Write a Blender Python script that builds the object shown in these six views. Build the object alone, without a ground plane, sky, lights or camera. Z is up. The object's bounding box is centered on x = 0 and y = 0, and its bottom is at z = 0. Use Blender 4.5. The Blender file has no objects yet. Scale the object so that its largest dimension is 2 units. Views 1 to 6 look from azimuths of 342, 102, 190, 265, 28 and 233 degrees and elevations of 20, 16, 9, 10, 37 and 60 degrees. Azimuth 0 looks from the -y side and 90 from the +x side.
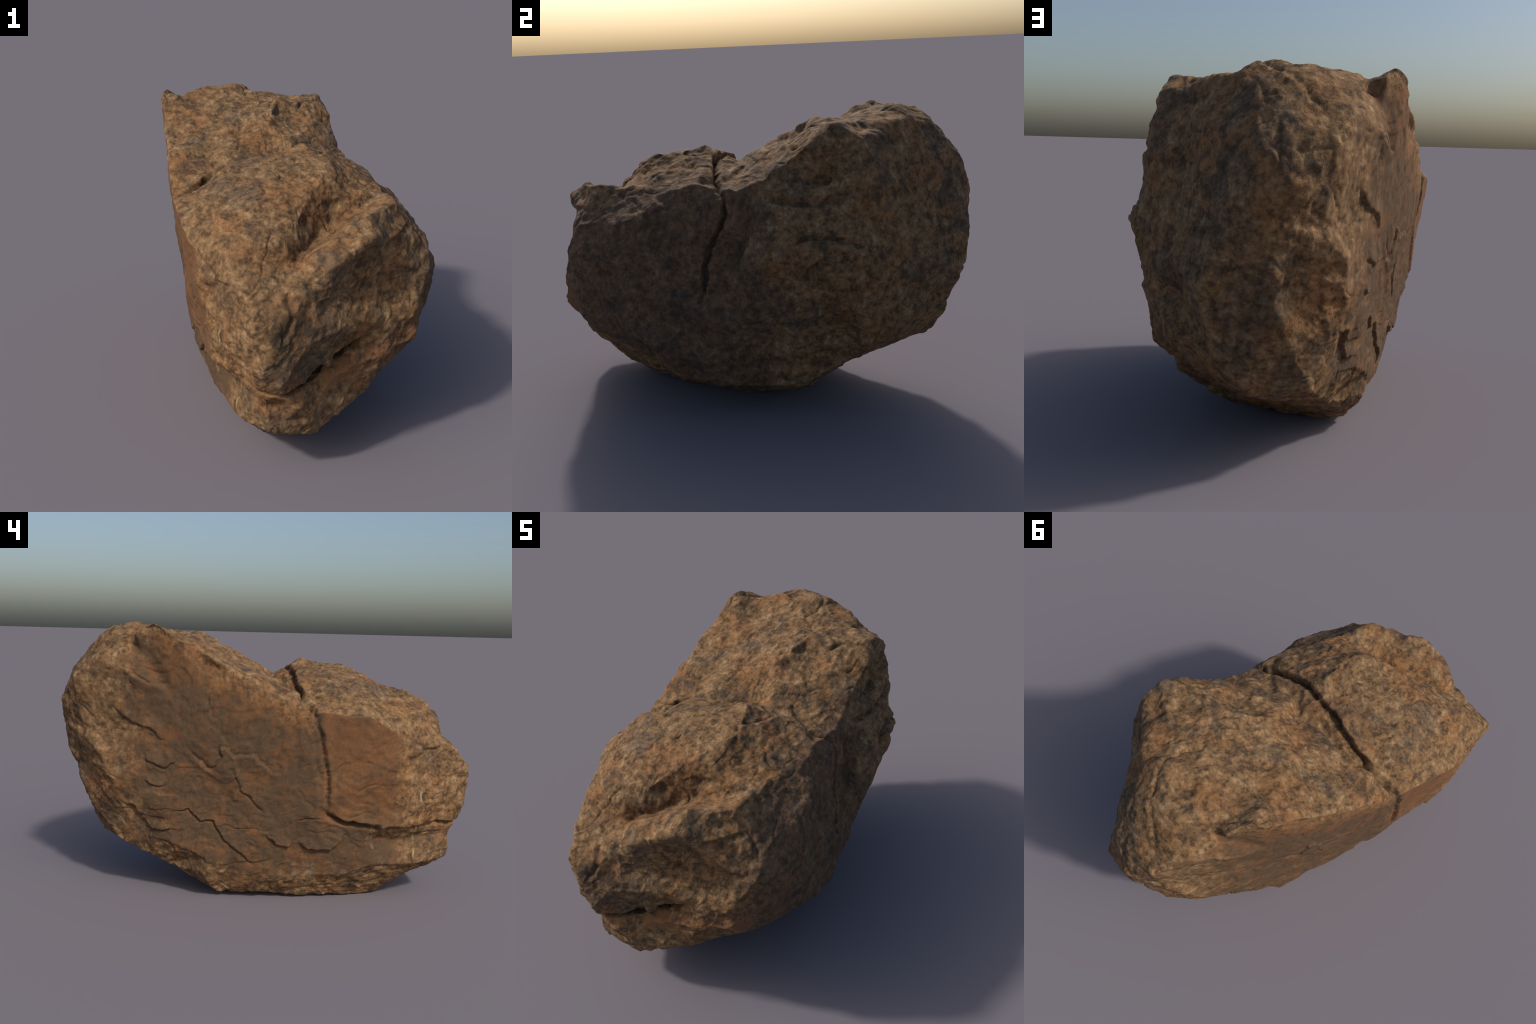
"""A weathered two-block boulder, split by a deep joint, standing on its narrow keel.

The body is described by its landmarks: named crests, rims, creases and bulges, each a short
run of points.  Seen from the middle of the rock every landmark lies in its own direction, so
the landmarks can be joined by flat facets (a hull over their directions).  The facets are then
resampled finely, their edges worn round, and relief is added on top: lumps, grain, the joint,
cracks, flakes and pits.  Last the skin is separated into the blocks the cracks bound.
"""
import bpy, bmesh
import numpy as np
from mathutils import Vector
from mathutils.bvhtree import BVHTree

NET = 250                                  # squares along each side of the net
HEART = np.array([0.0, 0.0, 0.46])          # every landmark is visible from here

# ------------------------------------------------------------------ landmarks (metres)
LANDMARKS = {
    "back_crest": [
        (-0.415, 0.542, 1.344), (-0.468, 0.323, 1.219), (-0.453, 0.305, 1.18), (-0.317, 0.561, 1.305),
        (-0.19, 0.606, 1.325), (-0.149, 0.749, 1.317), (-0.01, 0.645, 1.338), (0.033, 0.6, 1.319),
        (0.104, 0.544, 1.304), (0.224, 0.505, 1.3), (0.378, 0.445, 1.308)],
    "back_slope": [
        (-0.32, 0.35, 1.25), (-0.1, 0.37, 1.277), (0.092, 0.307, 1.3), (0.251, 0.34, 1.279),
        (-0.252, 0.112, 1.162), (-0.002, 0.137, 1.208), (0.202, 0.135, 1.157), (0.393, 0.304, 1.204),
        (0.373, 0.14, 1.085), (-0.495, 0.134, 1.114), (-0.51, -0.041, 1.022), (-0.395, -0.053, 1.063)],
    "crack_back_lip": [
        (-0.525, -0.17, 0.957), (-0.268, -0.082, 1.057), (-0.09, -0.09, 1.045), (0.099, -0.077, 1.101),
        (0.243, -0.03, 1.05), (0.378, 0.029, 1.037)],
    "crack_front_lip": [
        (-0.536, -0.224, 0.959), (-0.392, -0.173, 1.012), (-0.263, -0.137, 1.102), (-0.087, -0.153, 1.13),
        (0.087, -0.159, 1.155), (0.217, -0.133, 1.122), (0.362, -0.154, 1.062), (0.409, -0.085, 0.989)],
    "front_top": [
        (0.046, -0.205, 1.188), (0.072, -0.264, 1.17), (0.375, -0.329, 1.022), (-0.169, -0.525, 1.089),
        (-0.155, -0.361, 1.134), (0.104, -0.416, 1.15), (0.236, -0.393, 1.067), (-0.361, -0.302, 1.081),
        (-0.406, -0.452, 1.033), (-0.298, -0.6, 1.03), (-0.224, -0.762, 0.94), (-0.358, -0.76, 0.915)],
    "groove": [
        (-0.16, -0.752, 0.869), (-0.093, -0.677, 0.877), (-0.03, -0.637, 0.901), (0.038, -0.61, 0.924),
        (0.104, -0.588, 0.957), (0.18, -0.57, 0.992)],
    "ridge": [
        (-0.197, -0.8, 0.852), (-0.172, -0.913, 0.814), (-0.14, -0.862, 0.906), (-0.055, -0.815, 0.963),
        (0.02, -0.785, 0.998), (0.1, -0.768, 1.029), (0.179, -0.75, 1.037), (0.27, -0.671, 1.037),
        (-0.091, -0.917, 0.88), (0.002, -0.903, 0.933), (0.092, -0.874, 0.965), (0.196, -0.786, 0.947)],
    "snout": [
        (-0.241, -0.948, 0.729), (-0.405, -0.967, 0.69), (-0.403, -0.914, 0.547), (-0.371, -0.979, 0.509),
        (-0.291, -0.985, 0.449), (-0.307, -0.889, 0.805), (-0.44, -0.837, 0.809), (-0.199, -0.977, 0.603),
        (-0.1, -0.905, 0.73), (0.049, -0.844, 0.829), (0.05, -0.885, 0.64), (-0.12, -0.92, 0.5)],
    "overhang": [
        (0.165, -0.794, 0.774), (0.17, -0.85, 0.6), (0.283, -0.78, 0.8), (0.326, -0.826, 0.622),
        (-0.018, -0.828, 0.48), (-0.1, -0.835, 0.435), (-0.189, -0.904, 0.408), (0.053, -0.838, 0.522),
        (-0.08, -0.888, 0.49), (-0.18, -0.925, 0.455)],
    "ledge": [
        (0.046, -0.89, 0.449), (0.326, -0.832, 0.505), (0.196, -0.854, 0.463), (-0.28, -0.964, 0.406),
        (-0.121, -0.917, 0.185), (-0.316, -0.921, 0.223), (0, -0.883, 0.249), (0.123, -0.819, 0.286),
        (0.283, -0.707, 0.337), (-0.099, -0.899, 0.36), (0.125, -0.846, 0.364), (0.241, -0.776, 0.434),
        (-0.05, -0.9, 0.42)],
    "panel": [
        (-0.555, -0.449, 0.945), (-0.526, -0.596, 0.868), (-0.491, -0.651, 0.725), (-0.468, -0.493, 0.4),
        (-0.463, -0.626, 0.418), (-0.427, -0.755, 0.442), (-0.402, -0.816, 0.418), (-0.518, -0.403, 0.652),
        (-0.5, -0.25, 0.75), (-0.462, -0.246, 0.423), (-0.462, -0.754, 0.619)],
    "left": [
        (-0.457, 0.282, 1.015), (-0.48, 0.125, 0.891), (-0.445, 0.282, 0.857), (-0.42, 0.44, 1),
        (-0.39, 0.44, 0.75), (-0.363, 0.6, 0.88), (-0.346, 0.619, 0.62), (-0.27, 0.6, 0.4),
        (-0.393, 0.28, 0.62), (-0.36, 0.28, 0.38), (-0.338, 0.298, 0.132), (-0.446, 0.042, 0.638),
        (-0.429, -0.036, 0.396), (-0.489, -0.119, 0.717), (-0.474, -0.206, 0.475), (-0.429, -0.247, 0.293),
        (-0.409, -0.535, 0.209), (-0.37, 0, 0.127), (-0.392, -0.755, 0.207), (-0.405, 0.601, 1.103),
        (-0.39, -0.3, 0.149), (-0.378, 0.143, 0.242)],
    "left_back": [
        (-0.278, 0.916, 1.079), (-0.34, 0.8, 1.18), (-0.242, 0.892, 0.914), (-0.308, 0.808, 0.751),
        (-0.303, 0.73, 0.581), (-0.196, 0.693, 0.268), (-0.259, 0.657, 0.386)],
    "back": [
        (-0.088, 0.855, 1.226), (-0.1, 0.893, 1.169), (-0.017, 0.822, 1.267), (-0.06, 0.99, 0.95),
        (-0.165, 0.99, 0.967), (-0.05, 0.94, 1.111), (0.1, 0.876, 0.94), (0.044, 0.988, 0.807),
        (0.12, 0.958, 0.62), (0.102, 0.891, 0.436), (-0.099, 0.915, 0.604), (-0.153, 0.856, 0.447),
        (0.248, 0.741, 0.939), (0.243, 0.812, 0.717), (0.258, 0.783, 0.468), (0.231, 0.683, 1.175),
        (0.101, 0.807, 1.153), (0.368, 0.623, 1.098), (0.14, 0.79, 0.37)],
    "right": [
        (0.485, 0.558, 0.829), (0.433, 0.519, 1.117), (0.494, 0.463, 0.874), (0.463, 0.484, 0.6),
        (0.378, 0.462, 0.378), (0.408, 0.603, 0.892), (0.41, 0.642, 0.65), (0.488, 0.24, 0.906),
        (0.497, 0.251, 0.613), (0.432, 0.27, 0.376), (0.45, 0.08, 0.88), (0.54, 0.1, 0.751),
        (0.492, 0.081, 0.497), (0.416, 0.101, 0.239), (0.43, -0.05, 0.88), (0.46, -0.05, 0.7),
        (0.493, -0.052, 0.392), (0.428, -0.201, 0.926), (0.473, -0.35, 0.851), (0.506, -0.351, 0.631),
        (0.519, -0.381, 0.387), (0.41, -0.693, 0.894), (0.458, -0.684, 0.642), (0.381, -0.699, 0.415)],
    "bottom": [
        (-0.266, 0.228, 0.026), (-0.281, 0, 0.017), (-0.28, -0.35, 0.011), (-0.231, -0.548, 0),
        (-0.154, 0.215, 0.007), (-0.226, 0.469, 0.167), (0.13, 0.17, 0.009), (0.132, -0.081, 0),
        (0.081, -0.325, 0), (0.333, 0.482, 0.285), (0.097, 0.439, 0.162), (-0.05, 0.6, 0.2),
        (0.103, 0.684, 0.271), (0.266, 0.288, 0.109), (0.3, 0.05, 0.12), (0.28, -0.3, 0.12),
        (0.18, -0.5, 0.14), (0, -0.619, 0.033), (-0.201, -0.724, 0.078), (0, 0, 0)],
    "swells": [
        (-0.347, 0.505, 1.295), (-0.276, 0.184, 1.186), (0.367, 0.403, 1.07), (0.091, 0.23, 1.212),
        (0.487, -0.586, 0.791), (0.443, -0.318, 0.98), (-0.489, -0.295, 0.988), (0.313, -0.289, 1.045),
        (0.48, -0.672, 0.772), (0.221, 0.61, 1.281), (0.088, 0.719, 1.287), (0.209, 0.786, 0.552),
        (0.462, 0.166, 0.419), (0.387, 0.572, 0.373), (-0.008, 0.809, 0.29), (0.03, 0.928, 0.996),
        (-0.154, 0.856, 0.606), (-0.398, 0.631, 1.293), (-0.349, -0.376, 1.092), (0.282, 0.61, 1.248),
        (-0.122, 0.544, 1.323), (-0.376, 0.584, 1.201), (-0.013, -0.019, 1.08), (-0.151, 0.95, 0.846),
        (-0.329, 0.459, 0.302), (-0.439, 0.226, 0.765), (-0.179, 0.189, 1.21), (-0.434, 0.179, 0.653),
        (-0.437, -0.713, 0.932), (-0.397, -0.527, 0.342), (-0.339, -0.921, 0.36), (-0.293, -0.736, 0.958),
        (-0.519, -0.478, 0.665), (0.075, -0.848, 0.34), (-0.262, 0.415, 1.251), (0.484, 0.188, 0.543),
        (-0.244, -0.928, 0.275), (0.492, -0.591, 0.697), (0.255, 0.201, 1.201), (-0.139, 0.081, 1.16),
        (0.499, 0.016, 0.48), (0.547, 0.179, 0.778), (0.437, 0.196, 0.305), (-0.319, 0.636, 1.283),
        (-0.455, 0.043, 1.099), (-0.506, -0.686, 0.788), (-0.355, 0.284, 0.224), (-0.084, 0.995, 0.858),
        (-0.42, 0.052, 0.442), (-0.454, -0.416, 0.45), (-0.217, -0.951, 0.343), (-0.34, -0.986, 0.61),
        (0.044, -0.847, 0.755), (0.409, -0.755, 0.785), (0.388, 0.548, 1.247), (0.392, 0.285, 1.067),
        (0.247, -0.792, 0.721), (0.272, 0.687, 0.377), (0.109, 0.618, 0.246), (-0.254, 0.846, 0.841),
        (-0.387, -0.608, 0.325), (-0.465, -0.108, 0.553), (-0.424, -0.465, 0.326), (-0.205, -0.918, 0.203),
        (-0.147, -0.935, 0.299), (-0.526, -0.584, 0.723), (-0.406, -0.91, 0.768), (-0.319, 0.716, 0.732),
        (0.461, -0.498, 0.904), (-0.13, -0.717, 0.927), (0.282, -0.509, 1.039), (0.425, 0.453, 1.059),
        (0.396, 0.427, 1.235), (-0.491, -0.58, 0.572), (-0.337, 0.457, 0.413), (-0.48, 0.021, 0.768),
        (-0.467, -0.725, 0.514), (-0.485, -0.043, 0.753)],
    "groove_wall": [
        (-0.138, -0.688, 0.996), (-0.081, -0.608, 1.041), (-0.02, -0.553, 1.092), (0.07, -0.528, 1.075),
        (0.18, -0.522, 1.038)],
    "belly": [
        (0.443, -0.216, 0.202), (0.444, -0.082, 0.176), (0.407, 0.072, 0.162), (0.401, 0.281, 0.177),
        (0.469, -0.114, 0.252), (0.375, -0.36, 0.25), (0.435, -0.36, 0.325), (0.235, -0.12, 0.075),
        (0.25, 0.1, 0.069)],
    "corner": [
        (0.389, 0.499, 1.275)],
    "peak_shoulder": [
        (-0.37, 0.562, 1.322), (-0.449, 0.504, 1.33), (-0.46, 0.419, 1.263)],
}

# ------------------------------------------------------------------ cracks and ledges
# name: (points on the surface, half width, depth, step, reach)
# step > 0 raises the side to the left of the run (seen from outside), fading over reach
CRACKS = {
    "joint_top": ([(-.53, -.19, .945), (-.395, -.15, .99), (-.268, -.115, 1.06), (-.09, -.13, 1.08), (.09, -.13, 1.10),
                   (.232, -.09, 1.07), (.37, -.055, 1.03), (.40, -.03, .99)], .022, .060, 0, 1),
    "joint_left": ([(-.53, -.19, .95), (-.518, -.222, .864), (-.506, -.24, .787), (-.497, -.256, .702), (-.485, -.266, .617),
                    (-.479, -.275, .489)], .014, .020, .008, .05),
    "joint_band": ([(-.522, -.175, .931), (-.505, -.200, .787), (-.493, -.223, .694), (-.475, -.246, .488)], .010, .003, -.004, .04),
    "joint_right": ([(.39, -.035, 1.03), (.41, -.022, .943), (.43, -.056, .878), (.443, -.094, .796), (.462, -.107, .73),
                     (.485, -.113, .651), (.499, -.135, .582)], .015, .042, 0, 1),
    "right_valley": ([(.41, .08, .99), (.424, .080, .947), (.446, .046, .876), (.464, .024, .789), (.472, .012, .70)], .050, .034, 0, 1),
    "block_foot": ([(-.475, -.254, .484), (-.473, -.302, .456), (-.47, -.366, .428), (-.471, -.461, .412), (-.464, -.535, .395),
                    (-.455, -.622, .398), (-.425, -.745, .404), (-.398, -.833, .415)], .020, .040, .016, .06),
    "chin": ([(-.403, -.817, .417), (-.359, -.867, .410), (-.286, -.945, .408), (-.20, -.895, .402), (-.10, -.84, .432),
              (-.018, -.828, .478), (.053, -.838, .520), (.12, -.84, .545)], .017, .050, .006, .04),
    "net_a": ([(-.402, .382, .773), (-.4, .321, .712), (-.4, .275, .674), (-.405, .245, .675), (-.417, .219, .724),
               (-.424, .224, .771), (-.43, .179, .765), (-.426, .167, .73), (-.451, .074, .746), (-.452, .013, .697),
               (-.447, -.024, .631)], .007, 0.012, -0.006, .04),
    "net_b": ([(-.417, .158, .67), (-.408, .128, .575), (-.409, .073, .52), (-.411, .01, .466)], .007, 0.011, 0.0045, .04),
    "net_c": ([(-.373, .673, 1.141), (-.399, .605, 1.1), (-.405, .554, 1.064), (-.416, .487, 1.081)], .007, 0.009, -0.0075, .04),
    "net_d": ([(-.332, .738, .965), (-.342, .685, .914), (-.363, .609, .865), (-.373, .556, .851), (-.384, .488, .8)], .007, 0.01, 0.0105, .04),
    "net_e": ([(-.359, .61, .718), (-.368, .549, .697), (-.372, .496, .671), (-.386, .427, .709)], .007, 0.008, 0.0075, .04),
    "net_f": ([(-.351, .596, .608), (-.356, .527, .577), (-.362, .481, .585)], .007, 0.007, 0.0075, .04),
    "net_g": ([(-.285, .709, .489), (-.291, .623, .467), (-.274, .585, .397), (-.276, .53, .353), (-.314, .419, .367)], .007, 0.011, 0.012, .04),
    "net_h": ([(-.342, .434, .456), (-.359, .38, .468), (-.359, .325, .412), (-.367, .263, .414), (-.37, .207, .326),
               (-.377, .152, .279), (-.375, .055, .196)], .007, 0.012, 0.009, .04),
    "net_i": ([(-.46, .285, 1.044), (-.457, .287, .999), (-.451, .276, .955)], .007, 0.01, 0, 1),
    "net_j": ([(-.297, .427, .322), (-.288, .411, .278), (-.271, .414, .198)], .007, 0.009, 0.006, .04),
    "net_k": ([(-.47, -.127, .596), (-.469, -.16, .541), (-.474, -.222, .496)], .007, 0.008, 0, 1),
    "net_l": ([(-.443, -.137, .436), (-.459, -.196, .446), (-.469, -.256, .447)], .007, 0.01, 0, 1),
    "flake_big": ([(-.417, -.136, .329), (-.421, -.192, .286), (-.428, -.254, .282), (-.427, -.326, .279), (-.448, -.375, .338),
                   (-.46, -.386, .381)], .010, .010, .018, .07),
    "flake_small": ([(-.401, .012, .365), (-.398, -.036, .312), (-.406, -.099, .289), (-.417, -.132, .333)], .009, .009, .012, .05),
    "panel_dent": ([(-.526, -.587, .869), (-.498, -.641, .82), (-.462, -.717, .773), (-.444, -.8, .787)], .022, .012, 0, 1),
    "right_scar": ([(.46, -.32, .862), (.472, -.285, .809), (.492, -.261, .751), (.505, -.232, .705)], .024, .016, 0, 1),
    "right_brow": ([(.407, .133, 1.018), (.459, .278, 1.022), (.475, .366, 1.028), (.467, .462, 1.039), (.427, .542, 1.061)], .026, .024, .014, .08),
    "right_arch": ([(.498, .258, .823), (.495, .345, .863), (.492, .423, .857), (.488, .513, .846), (.462, .581, .817)], .020, .024, -.020, .09),
    "right_nick": ([(.493, .408, .782), (.496, .348, .758), (.498, .3, .678)], .015, .014, -.018, .06),
    "right_seam": ([(.111, .857, .991), (.146, .859, .885), (.189, .853, .795), (.22, .85, .716)], .010, .007, .004, .04),
    "right_low": ([(.418, .249, .394), (.453, .357, .558), (.426, .49, .581), (.401, .623, .611)], .020, .007, -.008, .06),
    "back_seam": ([(.123, .939, .696), (.08, .948, .622), (.07, .926, .548), (.053, .907, .489), (.032, .889, .44)], .012, .009, .006, .05),
    "top_crack": ([(-.249, .867, 1.146), (-.166, .812, 1.237), (-.067, .759, 1.301), (.007, .652, 1.321), (.023, .574, 1.313),
                   (-.012, .481, 1.3), (.045, .437, 1.298), (.084, .38, 1.297), (.065, .296, 1.285), (.002, .206, 1.236)], .012, .010, .004, .05),
    "top_branch": ([(.292, .677, 1.056), (.211, .629, 1.188), (.101, .577, 1.288), (.043, .502, 1.302)], .010, .009, .004, .05),
    "rim_crack": ([(-.298, .62, 1.278), (-.38, .549, 1.32), (-.428, .47, 1.307), (-.42, .418, 1.275)], .011, .014, 0, 1),
    "rim_shelf": ([(-.322, .498, 1.292), (-.392, .476, 1.311), (-.403, .414, 1.273), (-.425, .35, 1.233)], .010, .006, .003, .04),
    "slope_pit": ([(-.012, .192, 1.227), (.051, .219, 1.249), (.101, .274, 1.271)], .020, .016, .006, .05),
    "slope_pit_small": ([(.219, .312, 1.267), (.249, .355, 1.28)], .014, .012, 0, 1),
    "block_fold": ([(.154, -.142, 1.123), (.145, -.209, 1.144), (.067, -.318, 1.159), (.116, -.439, 1.129)], .018, .010, .006, .05),
    "under_ridge": ([(.067, -.873, .917), (.16, -.827, .912), (.236, -.766, .914), (.314, -.707, .946)], .016, .012, .010, .05),
    "cavity": ([(-.246, -.949, .723), (-.273, -.962, .668), (-.299, -.969, .636)], .022, .014, 0, 1),
}
# small hollows and knobs: centre, radius, depth (negative = knob)
PITS = [((-.005, -.883, .932), .020, .018), ((-.173, -.911, .814), .022, .016), ((.487, .56, .83), .045, -.02),
        ((-.06, -.72, .90), .05, .012)]


# ------------------------------------------------------------------ noise
def lattice(seed):
    return np.random.RandomState(seed).permutation(256)


def noise(p, scale, seed):
    """Gradient noise, roughly -1..1, one value per point."""
    perm = lattice(seed)
    rng = np.random.RandomState(seed + 7)
    grad = rng.normal(size=(256, 3))
    grad /= np.linalg.norm(grad, axis=1)[:, None]
    q = p * scale + rng.uniform(0, 50, 3)
    cell = np.floor(q).astype(np.int64)
    f = q - cell
    w = f * f * f * (f * (f * 6 - 15) + 10)
    total = np.zeros(len(p))
    for dx in (0, 1):
        for dy in (0, 1):
            for dz in (0, 1):
                h = perm[(perm[(perm[(cell[:, 0] + dx) & 255] + cell[:, 1] + dy) & 255] + cell[:, 2] + dz) & 255]
                g = np.einsum("ij,ij->i", grad[h], f - (dx, dy, dz))
                k = np.where(dx, w[:, 0], 1 - w[:, 0]) * np.where(dy, w[:, 1], 1 - w[:, 1]) * np.where(dz, w[:, 2], 1 - w[:, 2])
                total += g * k
    return total * 1.6


def ramp(x, a, b):
    t = np.clip((x - a) / (b - a), 0, 1)
    return t * t * (3 - 2 * t)


# ------------------------------------------------------------------ body
def faceted_body():
    points = np.array([p for run in LANDMARKS.values() for p in run])
    toward = points - HEART
    toward /= np.linalg.norm(toward, axis=1)[:, None]
    bm = bmesh.new()
    corners = [bm.verts.new(d) for d in toward]
    bm.verts.index_update()
    bmesh.ops.convex_hull(bm, input=corners)
    bmesh.ops.triangulate(bm, faces=bm.faces)
    facets = [[v.index for v in f.verts] for f in bm.faces]
    bm.free()
    return BVHTree.FromPolygons([Vector(p) for p in points], facets)


def fine_skin(level):
    """An even triangle net wrapped on the faceted body."""
    body = faceted_body()
    # a cube of square nets, blown up to a ball; the nets share their border points
    k = np.arange(level + 1)
    a, b = (g.ravel() for g in np.meshgrid(k, k, indexing="ij"))
    corner = (k[:-1, None] * (level + 1) + k[None, :-1]).ravel()
    quad = np.stack([corner, corner + level + 1, corner + level + 2, corner + 1], 1)
    cells, nets = [], []
    for axis in range(3):
        for end in (0, level):
            cell = np.insert(np.stack([a, b], 1), axis, end, axis=1)
            turn = (end > 0) ^ (axis == 1)
            nets.append((quad if turn else quad[:, ::-1]) + len(nets) * len(a))
            cells.append(cell)
    cells, same = np.unique(np.concatenate(cells), axis=0, return_inverse=True)
    quads = same.ravel()[np.concatenate(nets)]
    faces = np.concatenate([quads[:, [0, 1, 2]], quads[:, [0, 2, 3]]])
    ball = np.tan((cells / level * 2 - 1) * np.pi / 4)
    ball = ball / np.linalg.norm(ball, axis=1)[:, None] * (.46, 1.0, .66)
    heart = Vector(HEART)
    skin = np.empty_like(ball)
    for i, d in enumerate(ball / np.linalg.norm(ball, axis=1)[:, None]):
        hit = body.ray_cast(heart + Vector(d) * 4, -Vector(d))[0]
        skin[i] = hit
    return skin, faces


def edges_of(faces):
    e = np.concatenate([faces[:, [0, 1]], faces[:, [1, 2]], faces[:, [2, 0]]])
    e.sort(axis=1)
    code = np.unique(e[:, 0] * (faces.max() + 1) + e[:, 1])
    return np.stack([code // (faces.max() + 1), code % (faces.max() + 1)], 1)


def relax(values, edges, rounds, strength=.5):
    count = np.bincount(edges.ravel(), minlength=len(values))[:, None]
    for _ in range(rounds):
        s = np.stack([np.bincount(edges[:, 0], values[edges[:, 1], k], len(values)) +
                      np.bincount(edges[:, 1], values[edges[:, 0], k], len(values)) for k in range(values.shape[1])], 1)
        values = values + strength * (s / count - values)
    return values


def normals_of(p, faces):
    a, b, c = p[faces[:, 0]], p[faces[:, 1]], p[faces[:, 2]]
    n = np.cross(b - a, c - a)
    out = np.stack([sum(np.bincount(faces[:, j], n[:, k], len(p)) for j in range(3)) for k in range(3)], 1)
    return out / np.maximum(np.linalg.norm(out, axis=1), 1e-12)[:, None]


def along(p, normal, run, limit):
    """Distance to a run of points, which side, and how far from its ends (0..1), near points only."""
    near = np.where(((p > run.min(0) - limit) & (p < run.max(0) + limit)).all(1))[0]
    q, n = p[near], normal[near]
    best = np.full(len(near), 9.0)
    side = np.zeros(len(near))
    place = np.zeros(len(near))
    lengths = np.linalg.norm(np.diff(run, axis=0), axis=1)
    start = np.concatenate([[0], np.cumsum(lengths)])
    for a, b, l0, ll in zip(run[:-1], run[1:], start, lengths):
        t = np.clip((q - a) @ (b - a) / ll ** 2, 0, 1)
        r = q - (a + t[:, None] * (b - a))
        r -= n * np.einsum("ij,ij->i", r, n)[:, None] * .9
        d = np.linalg.norm(r, axis=1)
        closer = d < best
        best[closer] = d[closer]
        side[closer] = np.einsum("ij,ij->i", np.cross(n, b - a), r)[closer] / ll
        place[closer] = (l0 + t * ll)[closer] / start[-1]
    return near, best, side, place


def left_face(p, n):
    """How much a point belongs to the flat cleaved left face (0..1): it looks along -x, a little to the back."""
    grainy_edge = ramp(-p[:, 1] + .06 * noise(p, 12, 80), .60, .70) * ramp(p[:, 2], .40, .46)
    looks = -.4 * grainy_edge + n @ np.array([-.97, .16, -.10]) + .05 * noise(p, 9, 77) + .03 * noise(p, 30, 78)
    rim = p[:, 2] - .945 - .55 * np.maximum(p[:, 1] + .19, 0) + .05 * noise(p, 14, 81)
    looks -= .10 * ramp(rim, -.09, -.02) * (p[:, 1] > -.19)
    return ramp(looks, .80, .90) * ramp(p[:, 2] + .05 * noise(p, 8, 79), .02, .10)


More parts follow.
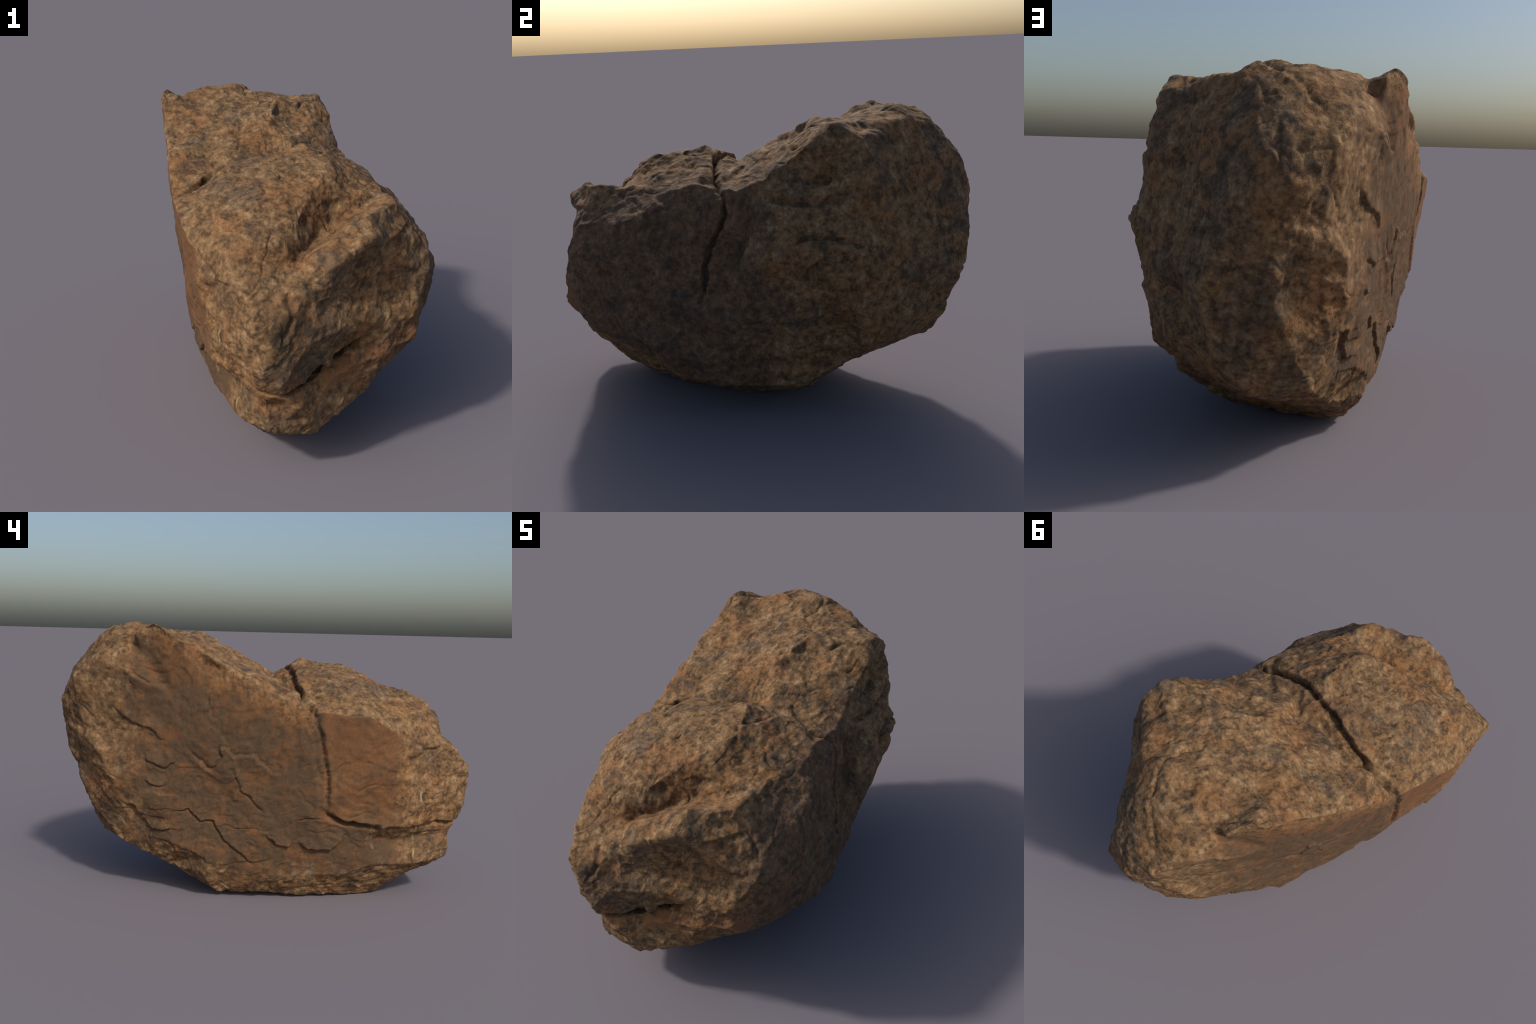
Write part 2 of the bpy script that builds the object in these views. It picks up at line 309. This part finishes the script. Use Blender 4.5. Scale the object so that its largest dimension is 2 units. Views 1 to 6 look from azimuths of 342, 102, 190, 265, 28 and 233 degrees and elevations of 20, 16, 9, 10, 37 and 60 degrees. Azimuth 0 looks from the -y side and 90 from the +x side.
def build_skin():
    skin, faces = fine_skin(NET)
    edges = edges_of(faces)
    skin = relax(skin, edges, 4)
    # the hollow and the ridge on the front block are worn rounder than the rest
    worn = np.exp(-(np.linalg.norm((skin - (.0, -.72, .95)) / (.30, .17, .17), axis=1)) ** 4)[:, None]
    skin = skin + worn * (relax(skin, edges, 14, .9) - skin)
    n = normals_of(skin, faces)
    broad = relax(n, edges, 14, .9)
    broad /= np.linalg.norm(broad, axis=1)[:, None]
    flat = left_face(skin, broad)
    rough = 1 - .72 * flat
    # lumps and grain
    warp = np.stack([noise(skin, 9, 31 + k) for k in range(3)], 1) * .02
    q = skin + warp
    h = .011 * noise(q, 7, 1) + .007 * noise(q, 15, 2)
    ridged = lambda s, seed: .5 - np.abs(noise(q, s, seed))
    h += .008 * ridged(16, 3) + .0036 * noise(q, 36, 4) + .0016 * noise(q, 75, 5)
    # chipped steps and thin creases on the rough sides
    chip = 1.6 * noise(q * (1, .7, 1.2), 7, 24) + .3 * noise(q, 22, 25)
    below = np.floor(chip)
    h += .0045 * (below + ramp(chip - below, 0, .16) - chip * .6)
    patchy = ramp(noise(skin, 5, 28), -.1, .5)
    for scale, depth, seed in ((6, .008, 26),):
        h -= depth * patchy * np.clip(1 - np.abs(noise(q, scale, seed)) / (.011 * scale), 0, 1) ** 1.5
    # the cleaved face breaks into thin layers with stepped, ragged edges
    height = 2.6 * noise(q * (1, .8, 1.3), 4, 21) + .45 * noise(q, 13, 22) + .10 * noise(q, 40, 23)
    whole = np.floor(height)
    layers = whole + ramp(height - whole, .0, .10)
    h = h * rough + flat * (.0014 * noise(skin, 60, 8) + .0018 * ridged(20, 9) + .0042 * (layers - height * .5))
    linked = ramp(noise(skin, 4, 29), -.15, .35) * flat
    for scale, depth, seed in ((4.5, .006, 33), (8, .004, 34)):
        h -= depth * linked * np.clip(1 - np.abs(noise(q + warp, scale, seed)) / (.0075 * scale), 0, 1) ** 1.3
    skin = skin + n * (h - h.mean())[:, None]
    n = relax(normals_of(skin, faces), edges, 6, .9)
    n /= np.linalg.norm(n, axis=1)[:, None]
    # cracks
    move = np.zeros(len(skin))
    ragged = skin + np.stack([noise(skin, 28, 51 + k) for k in range(3)], 1) * .010
    ragged += np.stack([noise(skin, 80, 61 + k) for k in range(3)], 1) * .004
    wide = 1 + .5 * noise(skin, 16, 71)
    outward = skin - HEART
    outward /= np.linalg.norm(outward, axis=1)[:, None]
    for run, half, depth, step, reach in CRACKS.values():
        toward = np.array(run) - HEART
        run = skin[np.argmax(outward @ (toward / np.linalg.norm(toward, axis=1)[:, None]).T, axis=0)]
        run = run[np.insert(np.linalg.norm(np.diff(run, axis=0), axis=1) > .004, 0, True)]
        calm = min(1, .012 / half)
        near, d, side, place = along(skin + calm * (ragged - skin), n, run, max(3 * half, 2.5 * reach if step else 0) + .02)
        fade = ramp(place, 0, .12) * ramp(1 - place, 0, .12) * .7 + .3
        cut = np.clip(1 - d / (half * (1 + calm * (wide[near] - 1))), 0, 1)
        move[near] -= depth * cut ** 1.4 * fade
        if step:
            ends = ramp(place, 0, .2) * ramp(1 - place, 0, .2)
            up = np.where(side * np.sign(step) > 0, 1, -.25) * ramp(d, 0, half)
            move[near] += abs(step) * up * np.exp(-(d / reach) ** 2) * ends
    for centre, radius, depth in PITS:
        d = np.linalg.norm(skin - centre, axis=1)
        move -= depth * np.exp(-(d / radius) ** 2)
    skin = skin + n * move[:, None]
    skin = relax(skin, edges, 1, .3)
    skin[:, 2] = np.maximum(skin[:, 2], .004 * (1 + noise(skin, 30, 90)))
    return skin, faces, flat


def block_of(middle):
    """Which block a face belongs to, by its middle: 0 back block, 1 front block, 2 lower ledge."""
    x, y, z = middle.T
    joint = np.interp(x, [-.53, -.395, -.268, -.09, .09, .232, .37, .5], [-.20, -.15, -.115, -.13, -.13, -.09, -.055, -.10])
    joint = np.minimum(joint, np.interp(z, [.4, .6, .95, 1.2], [-.28, -.26, -.195, 0.5]) + np.where(x < -.2, 0, 1))
    joint = np.minimum(joint, np.where(x > .2, np.interp(z, [.4, .582, .73, .88, .943], [-.16, -.135, -.107, -.056, -.022]), 1))
    foot = np.interp(x, [-.47, -.40, -.29, -.15, 0, .15, .33], [.41, .415, .415, .46, .505, .555, .52])
    foot = np.where(x < -.38, np.interp(y, [-.83, -.62, -.46, -.30, -.25], [.415, .398, .412, .456, .484]), foot)
    front = y < joint
    return np.where(front & (z > foot), 1, np.where(front & (z <= foot), 2, 0))


# ------------------------------------------------------------------ material
DARK, TAN, LIGHT = (.080, .049, .026), (.222, .127, .058), (.39, .262, .143)
OCHRE_DARK, OCHRE, SOOT, GREY = (.100, .052, .023), (.275, .130, .050), (.056, .042, .031), (.145, .103, .067)
LEFT_BROWN, LEFT_ORANGE, LEFT_DARK, PANEL = (.104, .062, .033), (.165, .078, .033), (.055, .039, .026), (.20, .094, .041)
ASH, VEIN = (.36, .30, .22), (.42, .31, .15)
MAROON, RUST_RED = (.105, .060, .044), (.215, .100, .043)


def rock_material(name, cleaved):
    m = bpy.data.materials.new(name)
    m.use_nodes = True
    nt = m.node_tree
    nt.nodes.clear()

    def node(kind, **settings):
        n = nt.nodes.new(kind)
        for key, value in settings.items():
            setattr(n, key, value)
        return n

    def put(socket, value):
        if hasattr(value, "links"):
            nt.links.new(value, socket)
        else:
            socket.default_value = value

    place = node("ShaderNodeTexCoord").outputs["Object"]

    def grain(scale, detail=4, rough=.6, stretch=(1, 1, 1), shift=(0, 0, 0), warp=0):
        mp = node("ShaderNodeMapping")
        mp.inputs["Scale"].default_value = stretch
        mp.inputs["Location"].default_value = shift
        put(mp.inputs["Vector"], place)
        n = node("ShaderNodeTexNoise")
        put(n.inputs["Vector"], mp.outputs[0])
        n.inputs["Scale"].default_value = scale
        n.inputs["Detail"].default_value = detail
        n.inputs["Roughness"].default_value = rough
        n.inputs["Distortion"].default_value = warp
        return n.outputs["Fac"]

    def fit(value, a, b, lo=0., hi=1.):
        n = node("ShaderNodeMapRange", interpolation_type="SMOOTHSTEP")
        put(n.inputs[0], value)
        for i, x in enumerate((a, b, lo, hi)):
            n.inputs[i + 1].default_value = x
        return n.outputs[0]

    def math(op, a, b=0., c=0.):
        n = node("ShaderNodeMath", operation=op)
        put(n.inputs[0], a)
        put(n.inputs[1], b)
        put(n.inputs[2], c)
        return n.outputs[0]

    def mix(f, a, b, how="MIX"):
        n = node("ShaderNodeMix", data_type="RGBA", blend_type=how)
        put(n.inputs["Factor"], f)
        put(n.inputs["A"], a if hasattr(a, "links") else (*a, 1))
        put(n.inputs["B"], b if hasattr(b, "links") else (*b, 1))
        return n.outputs["Result"]

    xyz = node("ShaderNodeSeparateXYZ")
    put(xyz.inputs[0], place)
    x, y, z = xyz.outputs

    # crystalline grain: pale feldspar pebbles in dark interstices, rust and soot in blotches
    wavy = grain(3, 3, .5, shift=(7, 2, 4))
    pebble = math("ADD", math("MULTIPLY", grain(15, 4, .6, shift=(8, 3, 1)), .45), math("MULTIPLY", grain(34, 3, .55, warp=.15), .55))
    fine = grain(75, 4, .6)
    broad = grain(7, 5, .6)
    relief = math("ADD", math("MULTIPLY", pebble, .7), math("MULTIPLY", fine, .3))
    tan = mix(fit(relief, .39, .53), DARK, TAN)
    tan = mix(fit(relief, .51, .63, 0, .8), tan, LIGHT)
    rusty = mix(fit(relief, .40, .57), OCHRE_DARK, OCHRE)
    tan = mix(fit(grain(6, 5, .65, shift=(3, 1, 2)), .46, .62, 0, .75), tan, rusty)
    sooty = mix(fit(relief, .42, .62), SOOT, GREY)
    tan = mix(fit(math("ADD", broad, math("MULTIPLY", math("SUBTRACT", wavy, .5), .5)), .50, .66, 0, .65), tan, sooty)
    tan = mix(fit(relief, .40, .33, 0, .65), tan, SOOT)
    # the right flank ahead of the joint is redder; the shelf under the overhang is bare rust
    flank = math("MULTIPLY", fit(math("MULTIPLY_ADD", math("SUBTRACT", broad, .5), .5, x), .24, .40), fit(y, .25, .0))
    tan = mix(math("MULTIPLY", flank, .55), tan, mix(fit(relief, .42, .60), SOOT, MAROON))
    shelf = math("ABSOLUTE", math("SUBTRACT", z, math("MULTIPLY_ADD", x, .28, .425)))
    shelf = fit(math("MULTIPLY_ADD", math("SUBTRACT", grain(16), .5), .07, shelf), .06, .03)
    shelf = math("MULTIPLY", shelf, math("MULTIPLY", fit(y, -.66, -.74), math("MULTIPLY", fit(x, -.13, -.05), fit(x, .42, .34))))
    tan = mix(math("MULTIPLY", shelf, .85), tan, mix(fit(relief, .38, .50), SOOT, RUST_RED))
    spot = node("ShaderNodeVectorMath", operation="DISTANCE")
    put(spot.inputs[0], place)
    spot.inputs[1].default_value = (-.26, -.95, .67)
    dark_patch = fit(math("MULTIPLY_ADD", math("SUBTRACT", grain(18), .5), .16, spot.outputs["Value"]), .11, .06)
    tan = mix(math("MULTIPLY", dark_patch, .75), tan, mix(fit(relief, .42, .62), SOOT, OCHRE_DARK))
    colour = tan
    if cleaved:
        # the flat face: fine brown grain, more rust on the panel, tan grain again at its borders
        skin = mix(fit(grain(8, 6, .7, shift=(5, 5, 5)), .46, .64), LEFT_BROWN, LEFT_ORANGE)
        skin = mix(fit(grain(30, 6, .75, shift=(2, 7, 5)), .46, .66, 0, .7), skin, LEFT_DARK)
        panel = math("MULTIPLY", fit(y, -.22, -.25), fit(z, .40, .46))
        skin = mix(math("MULTIPLY", panel, fit(grain(12), .66, .42, .1, .9)), skin, mix(fit(fine, .4, .65), LEFT_ORANGE, PANEL))
        skin = mix(fit(grain(130, 5, .75, shift=(1, 7, 9)), .54, .72, 0, .55), skin, TAN)
        back = fit(math("MULTIPLY_ADD", math("SUBTRACT", grain(6), .5), .7, y), .48, .72)
        foot = fit(math("MULTIPLY_ADD", math("SUBTRACT", grain(8), .5), .4, z), .24, .10)
        front = fit(math("MULTIPLY_ADD", math("SUBTRACT", grain(9), .5), .3, y), -.56, -.68)
        below_rim = math("SUBTRACT", z, math("MULTIPLY_ADD", math("MAXIMUM", math("ADD", y, .19), 0.), .55, .945))
        below_rim = math("MULTIPLY_ADD", math("SUBTRACT", grain(10, 5, .7), .5), .35, below_rim)
        hind = fit(y, -.22, -.16)
        skin = mix(math("MULTIPLY", hind, fit(below_rim, -.17, -.03, 0, .85)), skin, rusty)
        skin = mix(math("MULTIPLY", hind, fit(below_rim, -.09, .0, 0, .6)), skin, tan)
        colour = mix(math("MULTIPLY", math("MAXIMUM", math("MAXIMUM", back, foot), front), .75), skin, tan)
        ashen = math("MULTIPLY", math("MULTIPLY", foot, fit(y, .0, -.25)), fit(grain(26, 5, .7), .46, .62))
        colour = mix(math("MULTIPLY", ashen, .7), colour, ASH)
    # a thin broken vein of pale quartz down the front corner of the left side
    bend = math("MULTIPLY_ADD", grain(14, 3, .5, shift=(4, 4, 4)), .06, -.760)
    vein = fit(math("ABSOLUTE", math("SUBTRACT", y, bend)), .007, .003)
    vein = math("MULTIPLY", vein, math("MULTIPLY", fit(z, .22, .26), fit(z, .64, .58)))
    vein = math("MULTIPLY", vein, math("MULTIPLY", fit(x, -.30, -.36), fit(grain(20, 3, .5), .42, .52)))
    colour = mix(math("MULTIPLY", vein, .8), colour, VEIN)
    # crevice shade painted dark into the cracks, raised edges tinted paler
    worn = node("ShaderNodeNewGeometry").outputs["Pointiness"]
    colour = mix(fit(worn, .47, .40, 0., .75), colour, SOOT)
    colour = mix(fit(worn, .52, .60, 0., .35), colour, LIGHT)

    shader = node("ShaderNodeBsdfPrincipled")
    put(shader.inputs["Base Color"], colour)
    put(shader.inputs["Roughness"], .85)
    shader.inputs["Specular IOR Level"].default_value = .25
    bump = node("ShaderNodeBump")
    bump.inputs["Strength"].default_value = .45 if cleaved else .6
    bump.inputs["Distance"].default_value = .010 if cleaved else .018
    put(bump.inputs["Height"], math("ADD", relief, math("MULTIPLY", grain(160, 4, .7), .3)))
    put(shader.inputs["Normal"], bump.outputs[0])
    out = node("ShaderNodeOutputMaterial")
    put(out.inputs["Surface"], shader.outputs[0])
    return m


# ------------------------------------------------------------------ assembly
def main():
    skin, faces, flat = build_skin()
    normal = normals_of(skin, faces)
    belongs = block_of(skin[faces].mean(1))
    cleaved = flat[faces].mean(1) > .5
    grainy, smooth = rock_material("grainy_rock", False), rock_material("cleaved_rock", True)
    thing = bpy.data.objects.new("boulder", None)
    thing["label"] = "weathered brown two-block boulder split by a deep crack"
    thing["category"] = "rock"
    bpy.context.scene.collection.objects.link(thing)
    for k, name in enumerate(("back_block", "front_block", "lower_ledge")):
        mine = faces[belongs == k]
        is_cleaved = cleaved[belongs == k]
        used, mine = np.unique(mine, return_inverse=True)
        mine = mine.reshape(-1, 3)
        mesh = bpy.data.meshes.new(name)
        mesh.from_pydata(skin[used].tolist(), [], mine.tolist())
        mesh.polygons.foreach_set("use_smooth", np.ones(len(mine), bool))
        mesh.normals_split_custom_set_from_vertices(normal[used].tolist())
        mesh.materials.append(grainy)
        mesh.materials.append(smooth)
        mesh.polygons.foreach_set("material_index", is_cleaved.astype(np.int32))
        part = bpy.data.objects.new(name, mesh)
        part.parent = thing
        bpy.context.scene.collection.objects.link(part)


main()
